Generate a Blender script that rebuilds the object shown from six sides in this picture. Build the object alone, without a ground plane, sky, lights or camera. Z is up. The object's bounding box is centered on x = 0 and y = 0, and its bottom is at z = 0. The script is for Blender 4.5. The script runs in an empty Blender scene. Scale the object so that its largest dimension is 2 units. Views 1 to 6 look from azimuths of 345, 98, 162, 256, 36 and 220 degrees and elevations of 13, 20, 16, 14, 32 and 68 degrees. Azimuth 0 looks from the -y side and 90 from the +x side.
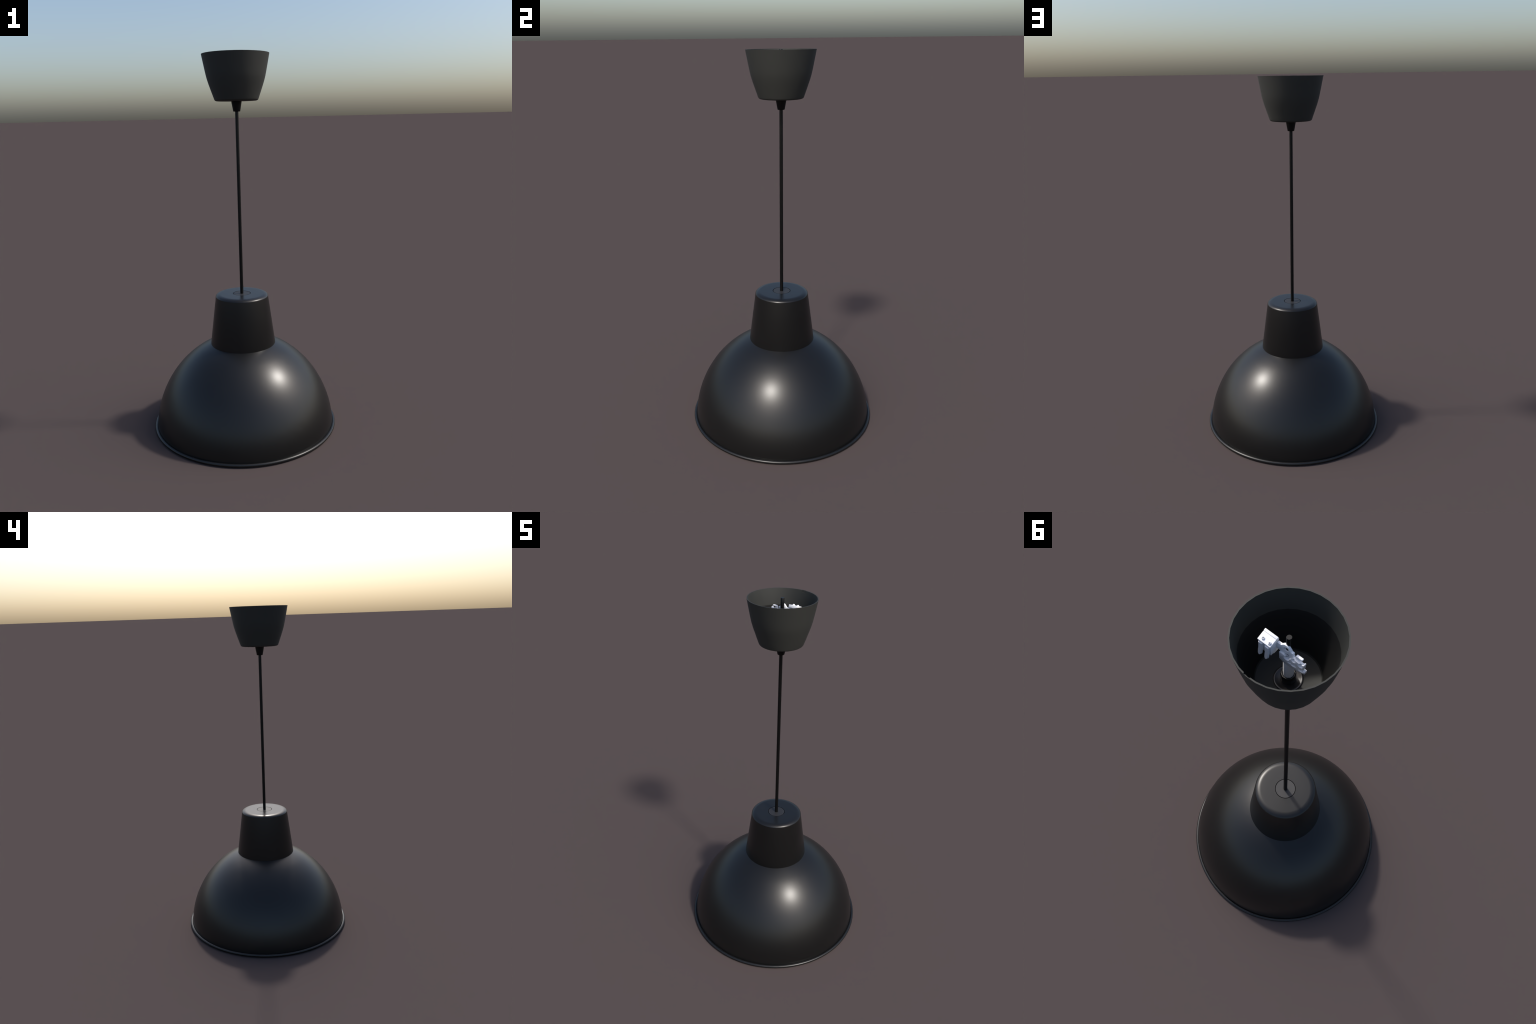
import bpy, bmesh, math
from mathutils import Vector, Matrix

# ------------------------------------------------------------------ helpers
def new_object(name, mesh, parent, material=None):
    ob = bpy.data.objects.new(name, mesh)
    bpy.context.scene.collection.objects.link(ob)
    ob.parent = parent
    if material:
        mesh.materials.append(material)
    return ob

def finish(bm, name, parent, material, angle=35.0, bevel=0.0, segments=2):
    bmesh.ops.remove_doubles(bm, verts=bm.verts, dist=1e-6)
    bmesh.ops.recalc_face_normals(bm, faces=bm.faces)
    if bevel > 0:
        edges = [e for e in bm.edges if len(e.link_faces) == 2
                 and e.calc_face_angle(0) > math.radians(30)]
        bmesh.ops.bevel(bm, geom=edges, offset=bevel, segments=segments,
                        affect='EDGES', profile=0.5, clamp_overlap=True)
    mesh = bpy.data.meshes.new(name)
    bm.to_mesh(mesh)
    bm.free()
    mesh.shade_smooth()
    mesh.set_sharp_from_angle(angle=math.radians(angle))
    return new_object(name, mesh, parent, material)

def lathe(bm, profile, segments=128, closed=False, phase=0.0):
    """Revolve an (r, z) profile about the z axis; r = 0 makes a pole."""
    rings = []
    for r, z in profile:
        if r < 1e-7:
            rings.append([bm.verts.new((0, 0, z))])
        else:
            rings.append([bm.verts.new((r * math.cos(phase + 2 * math.pi * k / segments),
                                        r * math.sin(phase + 2 * math.pi * k / segments), z))
                          for k in range(segments)])
    pairs = list(zip(rings, rings[1:]))
    if closed:
        pairs.append((rings[-1], rings[0]))
    for a, b in pairs:
        for k in range(segments):
            q = (k + 1) % segments
            if len(a) == 1 and len(b) == 1:
                continue
            if len(a) == 1:
                bm.faces.new((a[0], b[k], b[q]))
            elif len(b) == 1:
                bm.faces.new((a[k], b[0], a[q]))
            else:
                bm.faces.new((a[k], b[k], b[q], a[q]))
    return rings

def lathe_object(name, profile, parent, material, segments=128, closed=False,
                 angle=35.0, phase=0.0):
    bm = bmesh.new()
    lathe(bm, profile, segments, closed, phase)
    return finish(bm, name, parent, material, angle)

def arc(cr, cz, rad, a0, a1, n):
    return [(cr + rad * math.cos(math.radians(a0 + (a1 - a0) * i / n)),
             cz + rad * math.sin(math.radians(a0 + (a1 - a0) * i / n)))
            for i in range(n + 1)]

def smooth_curve(points, steps=6):
    """Catmull-Rom through 2D control points."""
    out = []
    P = [points[0]] + list(points) + [points[-1]]
    for i in range(1, len(P) - 2):
        p0, p1, p2, p3 = P[i - 1], P[i], P[i + 1], P[i + 2]
        for s in range(steps):
            t = s / steps
            out.append(tuple(0.5 * (2 * p1[k] + (p2[k] - p0[k]) * t
                       + (2 * p0[k] - 5 * p1[k] + 4 * p2[k] - p3[k]) * t * t
                       + (3 * p1[k] - p0[k] - 3 * p2[k] + p3[k]) * t ** 3)
                             for k in range(2)))
    out.append(points[-1])
    return out

def add_box(bm, x0, x1, y0, y1, z0, z1):
    v = bmesh.ops.create_cube(bm, size=1.0)['verts']
    for w in v:
        w.co = Vector((x0 + (w.co.x + .5) * (x1 - x0),
                       y0 + (w.co.y + .5) * (y1 - y0),
                       z0 + (w.co.z + .5) * (z1 - z0)))
    return v

def box_object(name, dims, parent, material, bevel=0.001):
    bm = bmesh.new()
    add_box(bm, *dims)
    return finish(bm, name, parent, material, 40, bevel)

def plate_object(name, outline, y0, y1, parent, material, bevel=0.0):
    """Outline in the x-z plane, extruded along y."""
    bm = bmesh.new()
    lo = [bm.verts.new((x, y0, z)) for x, z in outline]
    hi = [bm.verts.new((x, y1, z)) for x, z in outline]
    bm.faces.new(lo)
    bm.faces.new(hi[::-1])
    n = len(outline)
    for i in range(n):
        j = (i + 1) % n
        bm.faces.new((lo[i], hi[i], hi[j], lo[j]))
    return finish(bm, name, parent, material, 40, bevel)

def apply_boolean(ob, cutter, operation='DIFFERENCE'):
    m = ob.modifiers.new('cut', 'BOOLEAN')
    m.operation = operation
    m.solver = 'EXACT'
    m.object = cutter
    dg = bpy.context.evaluated_depsgraph_get()
    mesh = bpy.data.meshes.new_from_object(ob.evaluated_get(dg))
    ob.modifiers.clear()
    old = ob.data
    ob.data = mesh
    mesh.name = old.name
    bpy.data.meshes.remove(old)
    cm = cutter.data
    bpy.data.objects.remove(cutter)
    bpy.data.meshes.remove(cm)
    mesh.shade_smooth()
    mesh.set_sharp_from_angle(angle=math.radians(35))

# ---------------------------------------------------------------- materials
def material(name, color, roughness, specular=0.5, grain=0.0, grain_scale=300.0,
             bump=0.0, rough_var=0.0, metallic=0.0):
    m = bpy.data.materials.new(name)
    m.use_nodes = True
    nt = m.node_tree
    b = nt.nodes['Principled BSDF']
    b.inputs['Roughness'].default_value = roughness
    b.inputs['Specular IOR Level'].default_value = specular
    b.inputs['Metallic'].default_value = metallic
    tc = nt.nodes.new('ShaderNodeTexCoord')
    nz = nt.nodes.new('ShaderNodeTexNoise')
    nz.inputs['Scale'].default_value = grain_scale
    nz.inputs['Detail'].default_value = 3.0
    nt.links.new(tc.outputs['Object'], nz.inputs['Vector'])
    rp = nt.nodes.new('ShaderNodeValToRGB')
    rp.color_ramp.elements[0].position = 0.3
    rp.color_ramp.elements[1].position = 0.7
    rp.color_ramp.elements[0].color = [c * (1 - grain) for c in color] + [1]
    rp.color_ramp.elements[1].color = [c * (1 + grain) for c in color] + [1]
    nt.links.new(nz.outputs['Fac'], rp.inputs['Fac'])
    nt.links.new(rp.outputs['Color'], b.inputs['Base Color'])
    if rough_var > 0:
        mr = nt.nodes.new('ShaderNodeMapRange')
        mr.inputs['To Min'].default_value = roughness - rough_var
        mr.inputs['To Max'].default_value = roughness + rough_var
        nt.links.new(nz.outputs['Fac'], mr.inputs['Value'])
        nt.links.new(mr.outputs['Result'], b.inputs['Roughness'])
    if bump > 0:
        bp = nt.nodes.new('ShaderNodeBump')
        bp.inputs['Strength'].default_value = bump
        bp.inputs['Distance'].default_value = 0.001
        nt.links.new(nz.outputs['Fac'], bp.inputs['Height'])
        nt.links.new(bp.outputs['Normal'], b.inputs['Normal'])
    return m

M_METAL = material('black_lacquered_metal', (.0052, .0052, .0050), .34, .5, grain=.06, grain_scale=400)
M_PLUG = material('black_satin_plastic', (.018, .0175, .0185), .52, .5, grain=.06, grain_scale=500)
M_CANOPY = material('matt_black_plastic', (.0255, .0262, .0225), .66, .45, grain=.05, grain_scale=450)
M_CANOPY_DARK_BAND = material('canopy_dark_band', (.009, .009, .0085), .7, .25, grain=.05, grain_scale=450)
M_CORD = material('black_cord_sheath', (.0018, .0018, .0018), .4, .3, grain=.1, grain_scale=700)
M_GRIP = material('deep_black_rubber', (.0022, .0018, .002), .5, .25, grain=.05)
M_WASHER = material('dark_washer_plastic', (.026, .0245, .0235), .33, .6, grain=.05)  # base colour lightened and warmed for the reflection seen in the dish
M_NUT = material('glossy_black_plastic', (.006, .006, .006), .3, .5, grain=.05)
M_WHITE = material('white_plastic', (.94, .94, .95), .42, .5, grain=.015, grain_scale=200)
M_SCREW = material('screw_steel', (.16, .16, .165), .45, .5, grain=.05, metallic=1.0)

# --------------------------------------------------------------------- root
lamp = bpy.data.objects.new('pendant_lamp', None)
lamp.empty_display_size = .1
bpy.context.scene.collection.objects.link(lamp)
lamp['label'] = 'black metal dome pendant lamp with cord and ceiling cup'
lamp['category'] = 'ceiling lamp'

# ---------------------------------------------------------------- lampshade
# dome: very nearly a half sphere standing on its rim
WALL = .004
dome_outer = []
for i in range(57):
    t = i / 56
    a = math.radians(.9 + 82 * t)
    # the radius dips a little low down and swells towards the crown
    radius = .4935 - .0065 * math.sin(math.pi * min(1, a / 1.05)) ** 1.0 * .55 + .0120 * max(0, (a - .40) / .98) ** 1.45
    dome_outer.append((radius * math.cos(a), radius * math.sin(a)))
dome_inner = [(r * (1 - WALL / .49), z * (1 - WALL / .49)) for r, z in dome_outer]
shade = lathe_object('lampshade', dome_outer + dome_inner[::-1], lamp, M_METAL, 160, closed=True)

# rolled edge: a bead round the bottom of the dome
lathe_object('rolled_rim', [(.4987 + .0095 * math.cos(t * math.pi / 12),
                             .0088 + .0088 * math.sin(t * math.pi / 12)) for t in range(24)],
             shade, M_METAL, 160, closed=True, angle=60)

# ------------------------------------------------------------- socket cover
cover_profile = ([(.0482, .742), (.0482, .7506), (.060, .7506), (.085, .7506), (.1135, .7506)]
                 + [(.1140 + .0296 * math.cos(math.radians(a)), .7346 + .016 * math.sin(math.radians(a)))
                    for a in (84, 77, 70, 63, 56, 49, 42, 35, 28, 21, 14)]
                 + [(.1780, .468), (.1777, .464), (.174, .464),
                    (.1385, .716), (.112, .742)])
cover = lathe_object('socket_cover', cover_profile, lamp, M_METAL, 128, closed=True, angle=14)
lathe_object('cover_plug', [(0, .7500), (.0105, .7500), (.0452, .7503), (.0452, .738), (0, .738)],
             cover, M_PLUG, 96)
# lamp holder hidden inside the cover
lathe_object('bulb_socket', [(0, .737), (.044, .737), (.046, .70), (.046, .52), (.052, .515),
                             (.052, .42), (.046, .415), (.040, .415), (.040, .50), (0, .50)],
             cover, M_NUT, 64)

# --------------------------------------------------------------------- cord
R_CORD = .0088
lathe_object('cord', [(0, .7), (R_CORD, .7)] + [(R_CORD, .7 + 1.2985 * i / 20) for i in range(1, 21)]
             + [(R_CORD - .0008, 2.0), (0, 2.0)], lamp, M_CORD, 32)

# ----------------------------------------------------------- ceiling canopy
T = .0046
CANOPY_PHASE = math.radians(7.55)
outer = [(.1720, 2.0), (.1534, 1.905), (.1443, 1.869), (.1327, 1.8335), (.1135, 1.779)]
wall = smooth_curve(outer, 5)
corner = smooth_curve([(.1135, 1.779), (.1105, 1.7735), (.104, 1.7698), (.095, 1.7688)], 4)[1:]
inner_wall = [(r - T, z) for r, z in wall][::-1]
canopy_profile = ([(r, z) for r, z in wall] + corner + [(.026, 1.7680), (.026, 1.7710), (.1000, 1.7715), (.1045, 1.7728), (.1080, 1.7780)]
                  + [p for p in inner_wall if p[1] > 1.781])
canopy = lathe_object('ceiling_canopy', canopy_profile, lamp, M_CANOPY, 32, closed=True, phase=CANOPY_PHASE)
canopy.data.materials.append(M_CANOPY_DARK_BAND)
for f in canopy.data.polygons:          # dark band on the lower inner wall
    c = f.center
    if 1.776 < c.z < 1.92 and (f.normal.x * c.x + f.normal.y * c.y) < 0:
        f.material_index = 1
# shallow slot cut into the inside of the top edge, following the wall
bm = bmesh.new()
rows = []
for k in range(5):
    ang = math.radians(82.4 + 8.0 * k / 4)
    ca, sa = math.cos(ang), math.sin(ang)
    rows.append([bm.verts.new((r * ca, r * sa, zz)) for r, zz in
                 ((.150, 2.01), (.1723, 2.01), (.1682, 1.988), (.150, 1.988))])
for a, b in zip(rows, rows[1:]):
    for k in range(4):
        bm.faces.new((a[k], a[(k + 1) % 4], b[(k + 1) % 4], b[k]))
bm.faces.new(rows[0])
bm.faces.new(rows[-1][::-1])
cut = finish(bm, 'slot_cutter', None, M_CANOPY)
apply_boolean(canopy, cut)

# ---------------------------------------------------------------- cord grip
grip = lathe_object('cord_grip', [(R_CORD + .0002, 1.7165), (.0172, 1.7165), (.0182, 1.7185),
                                  (.0262, 1.7625), (.0262, 1.772), (R_CORD + .0002, 1.772)],
                    lamp, M_GRIP, 48, closed=True)
lathe_object('washer', [(.020, 1.7702), (.0470, 1.7702), (.0474, 1.7712), (.0464, 1.7742), (.0450, 1.7748),
                        (.0415, 1.7746), (.0385, 1.7728), (.020, 1.7722)], grip, M_WASHER, 48, closed=True)
lathe_object('dark_outline_ring', [(.0474, 1.7702), (.0490, 1.7702), (.0490, 1.7718), (.0474, 1.7718)],
             grip, M_GRIP, 48, closed=True)
bm = bmesh.new()
lathe(bm, [(.0172, 1.7722), (.0250, 1.7722), (.0250, 1.805), (.0238, 1.8075), (.0195, 1.8075), (.0180, 1.805)],
      10, closed=True, phase=.1)
finish(bm, 'lock_nut', grip, M_NUT, 30, .0008)

# threaded tube that the nut runs on
thread = [(R_CORD + .0003, 1.772), (.0160, 1.772)]
z = 1.774
while z < 1.894:
    thread += [(.0155, z), (.0170, z + .0018), (.0170, z + .0024), (.0155, z + .0042)]
    z += .0050
thread += [(.0159, 1.899), (.015, 1.9005), (R_CORD + .0003, 1.9005)]
tube = lathe_object('threaded_tube', thread, grip, M_WHITE, 48, closed=True, angle=50)

# ---------------------------------------------------- cord clamp of the grip
def ellipsoid_cutter(x, y, zc, a, b, c, tilt):
    bm = bmesh.new()
    bmesh.ops.create_uvsphere(bm, u_segments=24, v_segments=14, radius=1.0)
    bm.transform(Matrix.Translation((x, y, zc)) @ Matrix.Rotation(tilt, 4, 'Y')
                 @ Matrix.Diagonal((a, b, c, 1)))
    return finish(bm, 'scoop_cutter', None, M_WHITE)

# lower body: a bar with forked right end, dished on its front
bar_outline = [(.0220, 1.9260), (.0060, 1.9270), (-.0080, 1.9190), (-.0190, 1.9250), (-.0270, 1.9385),
               (-.0460, 1.9385), (-.0620, 1.9370), (-.0680, 1.9440), (-.0705, 1.9420),
               (-.0690, 1.9190), (-.0600, 1.9170), (-.0600, 1.9120), (-.0740, 1.9110),
               (-.0745, 1.9020), (-.0500, 1.8900), (-.0350, 1.8880), (.0040, 1.8850), (.0220, 1.8930)]
clamp = plate_object('cord_clamp', bar_outline, .0070, .0185, lamp, M_WHITE, .0007)
for scoop in ((-.006, .0200, 1.9180, .0110, .0110, .0085, .45),
              (-.031, .0195, 1.9310, .0095, .0090, .0085, .35),
              (-.032, .0195, 1.9060, .0115, .0070, .0055, .30),
              (-.056, .0195, 1.9300, .0105, .0100, .0085, .35),
              (-.060, .0195, 1.9065, .0110, .0070, .0050, .30),
              (-.017, .0195, 1.9060, .0080, .0060, .0045, .30)):
    apply_boolean(clamp, ellipsoid_cutter(*scoop))
# arched bridge over the cord, joined to the terminal block; two windows show the cord
arch_outline = [(.0350, 1.9555), (.0200, 1.9560), (.0130, 1.9645), (.0065, 1.9705), (.0000, 1.9705),
                (-.0080, 1.9670), (-.0140, 1.9600), (-.0175, 1.9525), (-.0245, 1.9525),
                (-.0265, 1.9485), (-.0220, 1.9440), (-.0275, 1.9400), (-.0275, 1.9050),
                (.0220, 1.9050), (.0220, 1.9250), (.0350, 1.9250)]
arch = plate_object('clamp_arch', arch_outline, .0040, .0125, clamp, M_WHITE, .0007)
sleeve = lathe_object('clamp_sleeve', [(R_CORD + .0003, 1.899), (.0140, 1.899), (.0138, 1.912), (.0125, 1.923),
                                       (.0110, 1.930), (R_CORD + .0003, 1.936)], clamp, M_WHITE, 32, closed=True)
for window in ((.0005, .012, 1.9520, .0105, .030, .0080, .65),
               (-.0030, .012, 1.9250, .0100, .030, .0070, .55)):
    for target in (arch, sleeve):
        apply_boolean(target, ellipsoid_cutter(*window))
# pressing tab on a short stem
bm = bmesh.new()
add_box(bm, -.0595, -.0355, .0040, .0130, 1.9485, 1.9545)
finish(bm, 'clamp_tab', clamp, M_WHITE, 40, .0022, 4)
box_object('tab_stem', (-.046, -.034, .0060, .0120, 1.930, 1.9500), clamp, M_WHITE, .0008)

# ----------------------------------------------------------- terminal block
# the cap slopes down to the front by about 16 degrees
CAP = (Matrix.Translation((0, .0060, 1.9735)) @ Matrix.Rotation(math.radians(-16), 4, 'X')
       @ Matrix.Translation((0, -.0060, -1.9735)))
bm = bmesh.new()
add_box(bm, .0345, .0830, .0155, .0445, 1.9600, 1.9730)
bm.transform(CAP)
block = finish(bm, 'terminal_block', lamp, M_WHITE, 40, .0012, 3)
bm = bmesh.new()
add_box(bm, .0340, .0835, .0060, .0150, 1.9600, 1.9735)
bm.transform(CAP)
finish(bm, 'block_back_strip', block, M_WHITE, 40, .0012)
bm = bmesh.new()
add_box(bm, .0355, .0815, .0075, .0385, 1.9150, 1.9480)
add_box(bm, .0355, .0815, .0075, .0260, 1.9105, 1.9155)
add_box(bm, .0355, .0815, .0075, .0200, 1.9475, 1.9610)
finish(bm, 'block_base', block, M_WHITE, 40, .0008)
# screw collars on the cap
for x, y in ((.0685, .0335), (.0430, .0350)):
    bm = bmesh.new()
    lathe(bm, [(.0022, 1.972), (.0022, 1.9765), (.0034, 1.9775), (.0050, 1.9755), (.0054, 1.972)], 24, closed=True)
    bmesh.ops.translate(bm, verts=bm.verts, vec=(x, y, 0))
    bm.transform(CAP)
    finish(bm, 'screw_collar', block, M_WHITE, 50)
    bm = bmesh.new()
    lathe(bm, [(0, 1.9740), (.0021, 1.9740), (.0021, 1.972), (0, 1.972)], 20)
    bmesh.ops.translate(bm, verts=bm.verts, vec=(x, y, 0))
    bm.transform(CAP)
    finish(bm, 'terminal_screw', block, M_SCREW, 50)
# two splayed spring fingers hanging from the front edge
def finger_mesh(w, t):
    bm = bmesh.new()
    spine = smooth_curve([(.0420, 1.952), (.0425, 1.937), (.0440, 1.920), (.0478, 1.900)], 5)
    rows = []
    n = len(spine)
    for i, (y, zz) in enumerate(spine):
        f = i / (n - 1)
        half = w / 2 * (1.0 if f < .8 else math.sqrt(max(.08, 1 - ((f - .8) / .205) ** 2)))
        rows.append([bm.verts.new((sx * half, y + sy * t / 2, zz)) for sx, sy in
                     ((-1, -1), (-.6, 1), (.6, 1), (1, -1))])
    for a, b in zip(rows, rows[1:]):
        for k in range(4):
            bm.faces.new((a[k], a[(k + 1) % 4], b[(k + 1) % 4], b[k]))
    bm.faces.new(rows[0])
    bm.faces.new(rows[-1][::-1])
    return bm
first = finish(finger_mesh(.0175, .0045), 'spring_finger', block, M_WHITE, 50)
first.location.x = .0725
second = first.copy()
second.location.x = .0475
bpy.context.scene.collection.objects.link(second)
